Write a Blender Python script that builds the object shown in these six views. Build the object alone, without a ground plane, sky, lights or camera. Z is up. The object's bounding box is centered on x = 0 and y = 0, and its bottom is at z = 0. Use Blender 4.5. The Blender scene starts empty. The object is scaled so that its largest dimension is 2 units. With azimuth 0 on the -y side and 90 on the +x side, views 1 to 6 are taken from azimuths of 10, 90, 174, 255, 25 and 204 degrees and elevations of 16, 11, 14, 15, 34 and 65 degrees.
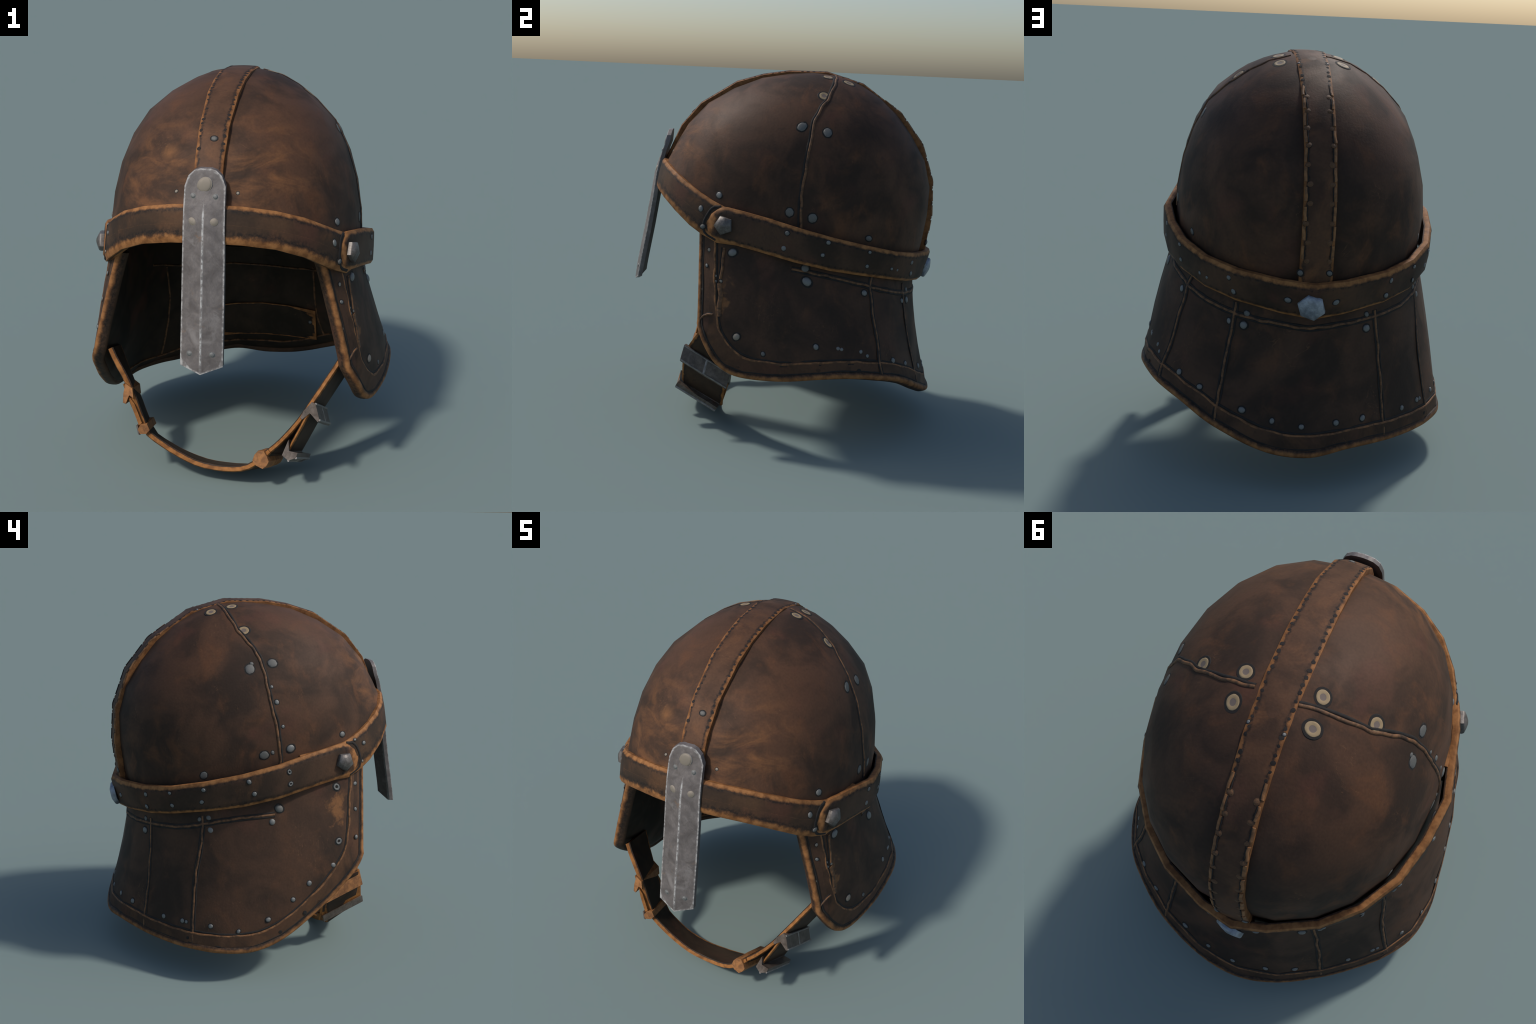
import bpy, bmesh, math, random
from mathutils import Vector, Matrix, noise
from mathutils.bvhtree import BVHTree

random.seed(7)
V = Vector
MID = -0.008                      # the helmet's plane of symmetry, x

# ------------------------------------------------------------------ node helpers
def material(name):
    m = bpy.data.materials.new(name)
    m.use_nodes = True
    nt = m.node_tree
    nt.nodes.clear()
    out = nt.nodes.new("ShaderNodeOutputMaterial")
    b = nt.nodes.new("ShaderNodeBsdfPrincipled")
    nt.links.new(b.outputs[0], out.inputs[0])
    return m, nt, b

class G:
    """small helper that writes node graphs as expressions"""
    def __init__(s, nt):
        s.nt = nt
        tc = nt.nodes.new("ShaderNodeTexCoord")
        s.obj, s.uv = tc.outputs["Object"], tc.outputs["UV"]
    def put(s, sock, val):
        if isinstance(val, bpy.types.NodeSocket):
            s.nt.links.new(val, sock)
        else:
            sock.default_value = val
    def mapping(s, co, scale=(1, 1, 1), loc=(0, 0, 0), rot=(0, 0, 0)):
        n = s.nt.nodes.new("ShaderNodeMapping")
        s.put(n.inputs[0], co)
        n.inputs["Scale"].default_value = scale
        n.inputs["Location"].default_value = loc
        n.inputs["Rotation"].default_value = rot
        return n.outputs[0]
    def noise(s, co, scale, detail=4, rough=.55, dist=0.0):
        n = s.nt.nodes.new("ShaderNodeTexNoise")
        s.put(n.inputs["Vector"], co)
        n.inputs["Scale"].default_value = scale
        n.inputs["Detail"].default_value = detail
        n.inputs["Roughness"].default_value = rough
        n.inputs["Distortion"].default_value = dist
        return n.outputs[0]
    def voronoi(s, co, scale):
        n = s.nt.nodes.new("ShaderNodeTexVoronoi")
        s.put(n.inputs["Vector"], co)
        n.inputs["Scale"].default_value = scale
        return n.outputs[0]
    def math(s, op, a, b=0.0, c=0.0):
        n = s.nt.nodes.new("ShaderNodeMath")
        n.operation = op
        for i, x in enumerate((a, b, c)):
            s.put(n.inputs[i], x)
        return n.outputs[0]
    def smooth(s, x, lo, hi, to0=0.0, to1=1.0):
        n = s.nt.nodes.new("ShaderNodeMapRange")
        n.interpolation_type = "SMOOTHSTEP"
        s.put(n.inputs[0], x)
        for i, v in enumerate((lo, hi, to0, to1)):
            n.inputs[i + 1].default_value = v
        return n.outputs[0]
    def mix(s, f, a, b, mode="MIX"):
        n = s.nt.nodes.new("ShaderNodeMix")
        n.data_type, n.blend_type = "RGBA", mode
        s.put(n.inputs[0], f)
        s.put(n.inputs[6], (*a, 1) if isinstance(a, tuple) else a)
        s.put(n.inputs[7], (*b, 1) if isinstance(b, tuple) else b)
        return n.outputs[2]
    def xyz(s, co):
        n = s.nt.nodes.new("ShaderNodeSeparateXYZ")
        s.put(n.inputs[0], co)
        return n.outputs
    def distance(s, co, p):
        n = s.nt.nodes.new("ShaderNodeVectorMath")
        n.operation = "DISTANCE"
        s.put(n.inputs[0], co)
        n.inputs[1].default_value = p
        return n.outputs["Value"]
    def bump(s, h, strength, dist=.01):
        n = s.nt.nodes.new("ShaderNodeBump")
        n.inputs["Strength"].default_value = strength
        n.inputs["Distance"].default_value = dist
        s.put(n.inputs["Height"], h)
        return n.outputs[0]

DARK, MIDB, WARM = (.040, .0245, .0165), (.092, .046, .0260), (.142, .060, .0275)
TAN, PALE_TAN, SOOT = (.37, .165, .058), (.46, .24, .095), (.014, .012, .011)

def leather(name, dark=DARK, mid=MIDB, warm=WARM, bias=0.0, edge=False, worn=.022, front_wear=False,
            stitched=False, scuffs=False, far_worn=None, ragged=1.0, seed=0.0, edge_tan=TAN):
    m, nt, b = material(name)
    g = G(nt)
    co = g.mapping(g.obj, loc=(seed, seed * .7, 0))
    cloud = g.noise(co, 3.1, 5, .55, .6)
    patch = g.noise(g.mapping(co, (1, 1, .75), (3.1, 0, 5)), 6.5, 6, .6, .5)
    mott = g.noise(co, 17, 5, .6, .4)
    grain = g.noise(co, 95, 3, .6)
    c = g.mix(g.smooth(cloud, .36 - bias, .66 - bias), dark, mid)
    c = g.mix(g.smooth(patch, .50 - bias * .6, .78 - bias * .6, 0, .75), c, warm)
    red = g.noise(g.mapping(co, loc=(9, 2, 4)), 4.2, 3, .5, .3)
    c = g.mix(g.smooth(red, .55, .75, 0, .45), c, (.118, .047, .030))
    c = g.mix(g.smooth(mott, .38, .25, 0, .45), c, dark)
    if front_wear:
        # rubbed, lighter hide low on the brow, in streaks
        d1 = g.distance(g.obj, (-.24, -.58, 1.60))
        d2 = g.distance(g.obj, (.20, -.58, 1.62))
        near = g.math("MINIMUM", d1, d2)
        st = g.noise(g.mapping(co, (.8, 1.0, 2.0), rot=(.2, .7, .3)), 5.5, 7, .6, .55)
        w = g.math("MULTIPLY", g.smooth(near, .42, .08), g.smooth(st, .40, .74))
        c = g.mix(g.math("MULTIPLY", w, .85), c, (.225, .098, .040))
        spot = g.smooth(g.math("ADD", g.distance(g.obj, (-.208, -.559, 1.672)), g.math("MULTIPLY", st, .22)), .165, .09, 0, .8)
        c = g.mix(g.math("MULTIPLY", spot, .7), c, (.32, .142, .054))
    if scuffs:
        # two rubbed places beside the cheek welts
        for where, size in (((-.632, -.292, .925), .070), ((.628, -.330, .80), .060)):
            d = g.math("ADD", g.distance(g.mapping(g.obj, (1, 1, .55)), (where[0], where[1], where[2] * .55)), g.math("MULTIPLY", g.math("SUBTRACT", mott, .5), .22))
            c = g.mix(g.smooth(d, size * .95, size * .1, 0, .75), c, (.27, .120, .046))
    # fine scratches: thin level lines of a stretched noise, only here and there
    sc = g.noise(g.mapping(co, (5, 30, 9), rot=(.5, .2, .8)), 1.6, 2, .5, .5)
    line = g.smooth(g.math("ABSOLUTE", g.math("SUBTRACT", sc, .5)), .010, .002)
    where = g.smooth(g.noise(g.mapping(co, loc=(1, 8, 3)), 5, 2), .60, .68)
    c = g.mix(g.math("MULTIPLY", g.math("MULTIPLY", line, where), .22), c, (.27, .13, .06))
    c = g.mix(g.smooth(grain, .25, .75, .0, .32), c, g.mix(1.0, c, (.50, .48, .48), "MULTIPLY"))
    rough = .66
    height = g.math("ADD", g.math("MULTIPLY", grain, .5), g.math("MULTIPLY", mott, .5))
    if edge:
        x = g.xyz(g.uv)                          # x runs along the strip, y is the distance from its edge
        e = x[1]
        n1 = g.noise(g.mapping(g.obj, loc=(seed, 0, 2)), 24, 4, .6)
        n2 = g.noise(g.mapping(g.obj, loc=(seed + 4, 0, 0)), 62, 4, .65)
        if far_worn:                             # the lower edge (UV y past the middle counts as negative) is worn wider
            low = g.math("GREATER_THAN", e, 1.0)
            e = g.math("MULTIPLY", g.math("SUBTRACT", e, g.math("MULTIPLY", low, 2.0)), g.math("SUBTRACT", 1.0, g.math("MULTIPLY", low, 1 - worn / far_worn)))
        ee = g.math("SUBTRACT", e, g.math("MULTIPLY", g.math("SUBTRACT", n1, .5), worn * 1.5 * ragged))
        ee = g.math("SUBTRACT", ee, g.math("MULTIPLY", g.math("SUBTRACT", n2, .5), worn * .9 * ragged))
        soot = g.math("MULTIPLY", g.smooth(ee, worn * 2.3, worn * 1.25), g.smooth(n2, .40, .58, .25, .9))
        if stitched:
            dash = g.math("SINE", g.math("MULTIPLY", x[0], 2 * math.pi / .036))
            soot = g.math("MULTIPLY", soot, g.smooth(dash, -.2, .5, .35, 1))
        c = g.mix(soot, c, SOOT)
        tone = g.mix(g.smooth(n1, .30, .68), g.mix(1.0, edge_tan, (.50, .46, .44), "MULTIPLY"), edge_tan)
        c = g.mix(g.smooth(ee, worn * 1.35, worn * .55, 0, .95), c, tone)
    g.put(b.inputs["Base Color"], c)
    g.put(b.inputs["Roughness"], g.smooth(cloud, .3, .7, rough + .06, rough - .08))
    b.inputs["Specular IOR Level"].default_value = .19
    g.put(b.inputs["Normal"], g.bump(height, .22, .006))
    return m

def plain_leather(name, a, c2, scale=30, rough=.65):
    m, nt, b = material(name)
    g = G(nt)
    n = g.noise(g.obj, scale, 5, .6, .5)
    f = g.noise(g.obj, scale * 5, 2)
    c = g.mix(g.smooth(n, .32, .66), a, c2)
    c = g.mix(g.smooth(f, .3, .7, 0, .3), c, g.mix(1.0, c, (.5, .5, .5), "MULTIPLY"))
    g.put(b.inputs["Base Color"], c)
    b.inputs["Roughness"].default_value = rough
    b.inputs["Specular IOR Level"].default_value = .35
    g.put(b.inputs["Normal"], g.bump(n, .3, .004))
    return m

def metal(name, a, c2, rust=None, rough=.5, metallic=.35, scale=22):
    m, nt, b = material(name)
    g = G(nt)
    n = g.noise(g.obj, scale, 6, .65, .4)
    f = g.noise(g.mapping(g.obj, (1, 1, .5)), 130, 3, .65)
    c = g.mix(g.smooth(n, .3, .7), a, c2)
    c = g.mix(g.smooth(f, .3, .7, 0, .35), c, g.mix(1.0, c, (.55, .55, .56), "MULTIPLY"))
    if rust:
        r = g.noise(g.mapping(g.obj, loc=(2, 5, 1)), 13, 5, .6, .3)
        c = g.mix(g.smooth(r, .60, .74, 0, .6), c, rust)
    g.put(b.inputs["Base Color"], c)
    b.inputs["Metallic"].default_value = metallic
    g.put(b.inputs["Roughness"], g.smooth(n, .3, .7, rough - .08, rough + .1))
    g.put(b.inputs["Normal"], g.bump(f, .25, .004))
    return m

def nasal_steel():
    """scraped grey plate: bright worn rim and ridge (UV y = distance from the rim, UV x = distance from the ridge)"""
    m, nt, b = material("worn_steel")
    g = G(nt)
    uv = g.xyz(g.uv)
    n = g.noise(g.obj, 16, 6, .65, .6)
    f = g.noise(g.mapping(g.obj, (1, 1, .6)), 95, 4, .7)
    c = g.mix(g.smooth(n, .3, .68), (.095, .079, .071), (.190, .166, .153))
    c = g.mix(g.smooth(f, .30, .70, .0, .65), c, (.120, .106, .104))
    pale = g.noise(g.mapping(g.obj, loc=(4, 4, 4)), 7, 5, .6, 1.0)
    c = g.mix(g.smooth(pale, .55, .72, 0, .7), c, (.255, .232, .218))
    rust = g.noise(g.mapping(g.obj, loc=(7, 1, 2)), 10, 5, .65, .4)
    c = g.mix(g.smooth(rust, .62, .73, 0, .6), c, (.21, .12, .065))
    bead = g.noise(g.obj, 60, 2, .5)
    rim = g.smooth(g.math("ADD", uv[1], g.math("MULTIPLY", g.math("SUBTRACT", f, .5), .010)), .010, .002)
    c = g.mix(g.math("MULTIPLY", rim, g.smooth(bead, .35, .65, .15, .8)), c, (.52, .50, .475))
    rid = g.smooth(g.math("ADD", uv[0], g.math("MULTIPLY", g.math("SUBTRACT", bead, .5), .010)), .008, .002)
    c = g.mix(g.math("MULTIPLY", rid, g.smooth(bead, .38, .66, .10, .85)), c, (.56, .55, .53))
    g.put(b.inputs["Base Color"], c)
    b.inputs["Metallic"].default_value = .12
    g.put(b.inputs["Roughness"], g.smooth(n, .3, .7, .42, .58))
    g.put(b.inputs["Normal"], g.bump(f, .3, .004))
    return m

M_DOME = leather("dome_leather", front_wear=True, bias=.02)
M_SKIRT = leather("guard_leather", dark=(.038, .0245, .017), mid=(.080, .042, .025), warm=(.120, .055, .028), seed=4.2, scuffs=True)
M_TRIM = leather("border_leather", dark=(.045, .027, .0175), mid=(.092, .048, .027), warm=(.128, .062, .030), seed=8.0, bias=.03)
M_BAND = leather("belt_leather", dark=(.040, .026, .0175), mid=(.080, .044, .026), warm=(.12, .057, .028), edge=True, worn=.016, ragged=.7, stitched=True, seed=2.3)
M_BROW = leather("brow_leather", dark=(.042, .027, .018), mid=(.088, .048, .026), warm=(.14, .066, .031), edge=True, worn=.017, far_worn=.034, ragged=.85, seed=6.1)
M_CREST = leather("crest_leather", dark=(.054, .030, .019), mid=(.110, .054, .029), warm=(.195, .085, .037), bias=.03, edge=True, worn=.012, ragged=1.35, edge_tan=(.29, .125, .044), seed=1.2)
M_STRAP = leather("strap_leather", dark=(.034, .024, .017), mid=(.062, .038, .024), warm=(.09, .05, .028), edge=True, worn=.012, seed=3.4,
                  edge_tan=(.36, .150, .042))
M_LINING = leather("lining_leather", dark=(.026, .020, .014), mid=(.046, .031, .020), warm=(.060, .038, .023), seed=5.5)
M_TANEDGE = plain_leather("tan_leather", (.20, .088, .036), (.40, .175, .060), 26)
M_BINDING = leather("binding_leather", dark=(.050, .032, .021), mid=(.100, .056, .032), warm=(.135, .068, .034), edge=True, worn=.0135, ragged=.55, seed=3.0, bias=.03, edge_tan=(.34, .152, .055))
M_WELT = plain_leather("welt_leather", (.050, .029, .017), (.205, .096, .040), 30)
M_WELTB = plain_leather("bright_welt_leather", (.085, .043, .020), (.270, .120, .046), 28)
M_THREAD = plain_leather("tan_thread", (.150, .072, .030), (.300, .138, .052), 30)
M_SOOT = plain_leather("grime", SOOT, (.024, .019, .016), 30, .8)
M_STITCH = plain_leather("dark_thread", (.012, .010, .010), (.030, .021, .016), 50, .8)
M_STEEL = nasal_steel()
M_RIVET = metal("rivet_steel", (.085, .085, .080), (.29, .29, .275), (.11, .075, .045), .45, .3, 120)
M_DISC = metal("dull_disc_steel", (.075, .073, .066), (.20, .195, .18), (.09, .06, .04), .55, .2, 80)
M_BRASS = metal("tarnished_rivet", (.22, .18, .13), (.33, .29, .24), (.22, .12, .05), .5, .25, 40)
M_BOLT = metal("bolt_steel", (.085, .071, .063), (.185, .166, .150), (.13, .085, .055), .42, .45, 26)
M_BACKBOLT = metal("back_bolt_steel", (.20, .22, .25), (.40, .43, .47), (.14, .10, .06), .5, .4, 22)
M_BUCKLE = metal("buckle_steel", (.075, .055, .042), (.170, .136, .112), (.15, .075, .034), .45, .2, 24)
M_BRIGHT = metal("rubbed_steel", (.17, .15, .135), (.33, .305, .285), (.17, .095, .05), .4, .4, 40)
M_EYELET = plain_leather("bone_eyelet", (.30, .208, .110), (.41, .295, .160), 40, .55)
M_EYECORE = plain_leather("eyelet_core", (.150, .110, .090), (.215, .165, .135), 60, .6)

# ------------------------------------------------------------------ mesh helpers
root = bpy.data.objects.new("leather_helmet", None)
bpy.context.scene.collection.objects.link(root)
root["label"] = "worn brown leather helmet with steel nasal bar and chin strap"
root["category"] = "helmet"

def put(name, me, mats, parent=root, angle=42, stuff=False):
    for mt in (mats if isinstance(mats, (list, tuple)) else [mats]):
        me.materials.append(mt)
    if angle:
        me.polygons.foreach_set("use_smooth", [True] * len(me.polygons))
        me.set_sharp_from_angle(angle=math.radians(angle))
    ob = bpy.data.objects.new(name, me)
    bpy.context.scene.collection.objects.link(ob)
    ob.parent = parent
    if stuff:
        ob["kind"] = "stuff"
    return ob

def build(name, verts, faces, uvs=None, fmats=None):
    me = bpy.data.meshes.new(name)
    me.from_pydata([tuple(v) for v in verts], [], faces)
    if fmats:
        me.polygons.foreach_set("material_index", fmats)
    bm = bmesh.new()
    bm.from_mesh(me)
    bmesh.ops.recalc_face_normals(bm, faces=bm.faces)
    bm.to_mesh(me)
    bm.free()
    if uvs:
        lay = me.uv_layers.new(name="strip")
        for lp in me.loops:
            lay.data[lp.index].uv = uvs[lp.vertex_index]
    me.update()
    return me

def bvh(me):
    return BVHTree.FromPolygons([v.co.copy() for v in me.vertices], [tuple(p.vertices) for p in me.polygons])

def catmull(pts, n):
    """n points evenly along a Catmull-Rom curve through pts"""
    P = [V(p) for p in pts]
    P = [P[0] * 2 - P[1]] + P + [P[-1] * 2 - P[-2]]
    dense = []
    for i in range(1, len(P) - 2):
        a, b, c, d = P[i - 1:i + 3]
        for k in range(24):
            t = k / 24
            dense.append(.5 * ((2 * b) + (c - a) * t + (2 * a - 5 * b + 4 * c - d) * t * t + (3 * b - a - 3 * c + d) * t ** 3))
    dense.append(P[-2])
    return resample(dense, n)

def resample(pts, n):
    pts = [V(p) for p in pts]
    L = [0]
    for a, b in zip(pts, pts[1:]):
        L.append(L[-1] + (b - a).length)
    out, j = [], 0
    for k in range(n):
        s = L[-1] * k / (n - 1)
        while j < len(pts) - 2 and L[j + 1] < s:
            j += 1
        t = (s - L[j]) / max(L[j + 1] - L[j], 1e-9)
        out.append(pts[j].lerp(pts[j + 1], t))
    return out

def length(pts):
    return sum((b - a).length for a, b in zip(pts, pts[1:]))

def lay_on(tree, pts, n=None, centre=V((0, 0.05, 1.1))):
    """drop a path onto a surface: points and outward normals"""
    P = resample(pts, n or max(3, int(length([V(p) for p in pts]) / .018)))
    pos, nor = [], []
    for p in P:
        q, nn, i, d = tree.find_nearest(p)
        out = V((q.x - centre.x, q.y - centre.y, (q.z - centre.z) * (1 if q.z > centre.z else 0)))
        pos.append(q)
        nor.append(nn if nn.dot(out) > 0 else -nn)
    sm = [sum((nor[max(0, min(len(nor) - 1, i + k))] for k in (-1, 0, 1)), V()).normalized() for i in range(len(nor))]
    return pos, sm

def sweep(pos, nor, profile, wob=0.0, seed=0, cap=True, closed=False):
    """profile = [(sideways, up)] carried along a path"""
    n, k = len(pos), len(profile)
    verts, faces = [], []
    for i in range(n):
        t = (pos[min(i + 1, n - 1)] - pos[max(i - 1, 0)]).normalized()
        s = t.cross(nor[i]).normalized()
        u = nor[i]
        w = wob * noise.noise(V((i * .33, seed * 7.7, 0)))
        f = 1 + 8 * wob * noise.noise(V((i * .41, seed * 3.1, 5))) / .02 * .02
        for a, b in profile:
            verts.append(pos[i] + s * (a * f + w) + u * b * f)
    for i in range(n - 1):
        for j in range(k):
            faces.append((i * k + j, i * k + (j + 1) % k, (i + 1) * k + (j + 1) % k, (i + 1) * k + j))
    if cap:
        faces.append(tuple(range(k))[::-1])
        faces.append(tuple((n - 1) * k + j for j in range(k)))
    return verts, faces

def ring(r, h, off=0.0, n=8, up=0.0):
    return [(off + r * math.cos(2 * math.pi * i / n), up + h * math.sin(2 * math.pi * i / n)) for i in range(n)]

def join(parts):
    vs, fs, ms = [], [], []
    for v, f, m in parts:
        o = len(vs)
        vs += v
        fs += [tuple(i + o for i in q) for q in f]
        ms += [m] * len(f)
    return vs, fs, ms

def welt(name, tree, pts, r=.0085, h=.010, groove=.0065, side=1, mats=(M_WELT, M_SOOT), seed=0, both=False, parent=root, n=None):
    pos, nor = lay_on(tree, pts, n)
    parts = []
    a, f = sweep(pos, nor, ring(r, h, 0, 8, .001), .007, seed)
    parts.append((a, f, 0))
    for sd in ((1, -1) if both else (side,)):
        a, f = sweep(pos, nor, ring(groove, .0028, sd * (r + groove * .6), 8, .0005), .003, seed + 3)
        parts.append((a, f, 1))
    vs, fs, ms = join(parts)
    return put(name, build(name, vs, fs, None, ms), list(mats), parent, 60)

def strip(name, top, bot, thick, mat, parent=root, normals=None, rows=(0, .10, .22, .5, .78, .90, 1), bulge=0.0, angle=50, rounded=.010, ends=0.0, two_edges=False):
    """a leather band between two edge curves, with a rounded rim and real thickness; UV = (run, distance from edge)"""
    n = len(top)
    verts, uvs, faces = [], [], []
    run = 0
    total = sum(((top[i] + bot[i]) / 2 - (top[i - 1] + bot[i - 1]) / 2).length for i in range(1, n))
    for i in range(n):
        T, B = top[i], bot[i]
        if i:
            run += ((top[i] + bot[i]) / 2 - (top[i - 1] + bot[i - 1]) / 2).length
        if normals:
            nn = normals[i]
        else:
            a = (top[min(i + 1, n - 1)] + bot[min(i + 1, n - 1)]) - (top[max(i - 1, 0)] + bot[max(i - 1, 0)])
            nn = a.cross(B - T).normalized()
            if nn.dot(V((T.x, T.y - .05, 0))) < 0:
                nn = -nn
        w = (B - T).length
        sect = []
        for r in rows:                                    # outer face
            e = min(r, 1 - r) * w
            dip = -rounded * (1 - min(1, e / .016)) ** 2
            if ends:
                e = min(e, run * ends, (total - run) * ends)
            if two_edges and r > .5:
                e += 2.0
            sect.append((T.lerp(B, r) + nn * (dip + bulge * math.sin(math.pi * r)), e))
        sect.append((T.lerp(B, 1.0) - nn * thick * .55, -.012))
        sect.append((T.lerp(B, .97) - nn * thick, .0))
        sect.append((T.lerp(B, .80) - nn * thick, .2 * w))
        sect.append((T.lerp(B, .20) - nn * thick, .2 * w))
        sect.append((T.lerp(B, .03) - nn * thick, .030))
        sect.append((T.lerp(B, .0) - nn * thick * .55, -.012))
        for p, e in sect:
            verts.append(p)
            uvs.append((run, e))
    k = len(verts) // n
    for i in range(n - 1):
        for j in range(k):
            faces.append((i * k + j, (i + 1) * k + j, (i + 1) * k + (j + 1) % k, i * k + (j + 1) % k))
    faces.append(tuple(range(k)))
    faces.append(tuple((n - 1) * k + j for j in range(k))[::-1])
    return put(name, build(name, verts, faces, uvs), mat, parent, angle)

# ------------------------------------------------------------------ dome
TILT = math.radians(18)                                # the bowl leans back: rings run parallel to the brow line
AX_N, AX_Y = V((0, math.sin(TILT), math.cos(TILT))), V((0, math.cos(TILT), -math.sin(TILT)))
CEN = V((MID, .05, 1.15))
# height above the ring plane, half width, reach to the front, reach to the back
RINGS = [(-.10, .631, .835, .764), (.02, .631, .828, .757), (.15, .628, .808, .739), (.30, .604, .777, .711), (.45, .558, .710, .666),
         (.58, .493, .600, .582), (.69, .388, .471, .452), (.765, .292, .334, .338), (.815, .205, .222, .225), (.846, .105, .115, .120)]
POLE = .8600
COLS = 24

def dome_points(shrink=0.0):
    rows = []
    for h, w, f, b in RINGS:
        row = []
        for i in range(COLS):
            a = 2 * math.pi * i / COLS
            c, s = math.cos(a), math.sin(a)
            hh = h
            if h < 0:
                hh = h + .10 * max(0, -c) ** 1.5       # the brow is cut higher
            u = max(0, min(1, h / .85))
            p = 2.0 / (2.24 - .10 * u if c < 0 else 2.09 + .05 * math.sin(math.pi * u))
            x = (w - shrink) * math.copysign(abs(s) ** p, s)
            y = ((f if c < 0 else b) - shrink) * math.copysign(abs(c) ** p, c)
            row.append(CEN + V((x, 0, 0)) + AX_Y * y + AX_N * (hh - shrink * (h / POLE) if h > 0 else hh))
        rows.append(row)
    return rows, CEN + AX_N * (POLE - shrink)

def dome_shell():
    verts, faces = [], []
    for lay, sh in ((0, 0.0), (1, .032)):
        rows, pole = dome_points(sh)
        base = len(verts)
        for r in rows:
            verts += r
        verts.append(pole)
        nr = len(rows)
        for i in range(nr - 1):
            for j in range(COLS):
                q = (base + i * COLS + j, base + i * COLS + (j + 1) % COLS, base + (i + 1) * COLS + (j + 1) % COLS, base + (i + 1) * COLS + j)
                faces.append(q)
        for j in range(COLS):
            faces.append((base + (nr - 1) * COLS + j, base + (nr - 1) * COLS + (j + 1) % COLS, base + nr * COLS))
    half = len(faces)
    off = len(RINGS) * COLS + 1
    for j in range(COLS):
        k = (j + 1) % COLS
        faces.append((j, k, off + k, off + j))
    mats = [0] * (half // 2) + [1] * (half // 2) + [1] * COLS
    return build("dome", verts, faces, None, mats)

me = dome_shell()
dome = put("dome", me, [M_DOME, M_LINING], angle=60)
T_DOME = bvh(me)

# ------------------------------------------------------------------ neck and cheek guard
# columns from the right cheek round the neck to the left: top point, bottom point, flare power
TOP_HALF = [(.486, -.476, 1.170), (.534, -.415, 1.180), (.575, -.345, 1.165), (.599, -.26, 1.145), (.614, -.08, 1.11), (.616, .12, 1.065),
            (.599, .282, 1.02), (.547, .437, .975), (.463, .558, .94), (.349, .652, .91), (.185, .735, .885), (.008, .764, .88)]
BOT_RIGHT = [(.614, -.462, .628), (.660, -.420, .535), (.692, -.345, .440), (.727, -.225, .390), (.772, .0, .392), (.790, .20, .420),
             (.778, .36, .430), (.707, .54, .408), (.597, .662, .365), (.445, .775, .286), (.215, .866, .198)]
BOT_LEFT = [(-.656, -.462, .640), (-.692, -.405, .568), (-.714, -.300, .466), (-.744, -.165, .362), (-.775, .02, .242), (-.792, .20, .188),
            (-.756, .386, .184), (-.660, .530, .184), (-.548, .632, .182), (-.405, .740, .188), (-.205, .852, .198)]
BOTTOM = BOT_RIGHT + [(0.0, .894, .172)] + BOT_LEFT[::-1]
TOPS = [V((x + MID, y, z)) for x, y, z in TOP_HALF] + [V((-x + MID, y, z)) for x, y, z in TOP_HALF[-2::-1]]
TOPS[-1].y, TOPS[-2].y = -.494, -.428                  # the left cheek reaches a little further forward
for p in TOPS:                                           # the nape of the guard sits a little to the right
    if .25 < p.y < .60:
        p.x += .009
NCOL = len(BOTTOM)
ROWS = (0, .14, .30, .48, .66, .82, .93, 1.0)

def flare(i):
    k = abs(i - (NCOL - 1) / 2) / ((NCOL - 1) / 2)      # 0 at the nape, 1 at the cheeks
    return 1.68 - .73 * min(1, k / .55)

def guard_point(i, v):
    t, b = TOPS[i], V(BOTTOM[i])
    q = v ** flare(i)
    p = V((t.x + (b.x - t.x) * q, t.y + (b.y - t.y) * q, t.z + (b.z - t.z) * v))
    cheek = math.exp(-((p.y + .10) / .22) ** 2)            # the cheeks belly out a little
    p.x += math.copysign((.018 if p.x > 0 else .028) * cheek * math.sin(math.pi * v ** 1.6), p.x)
    return p

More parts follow.
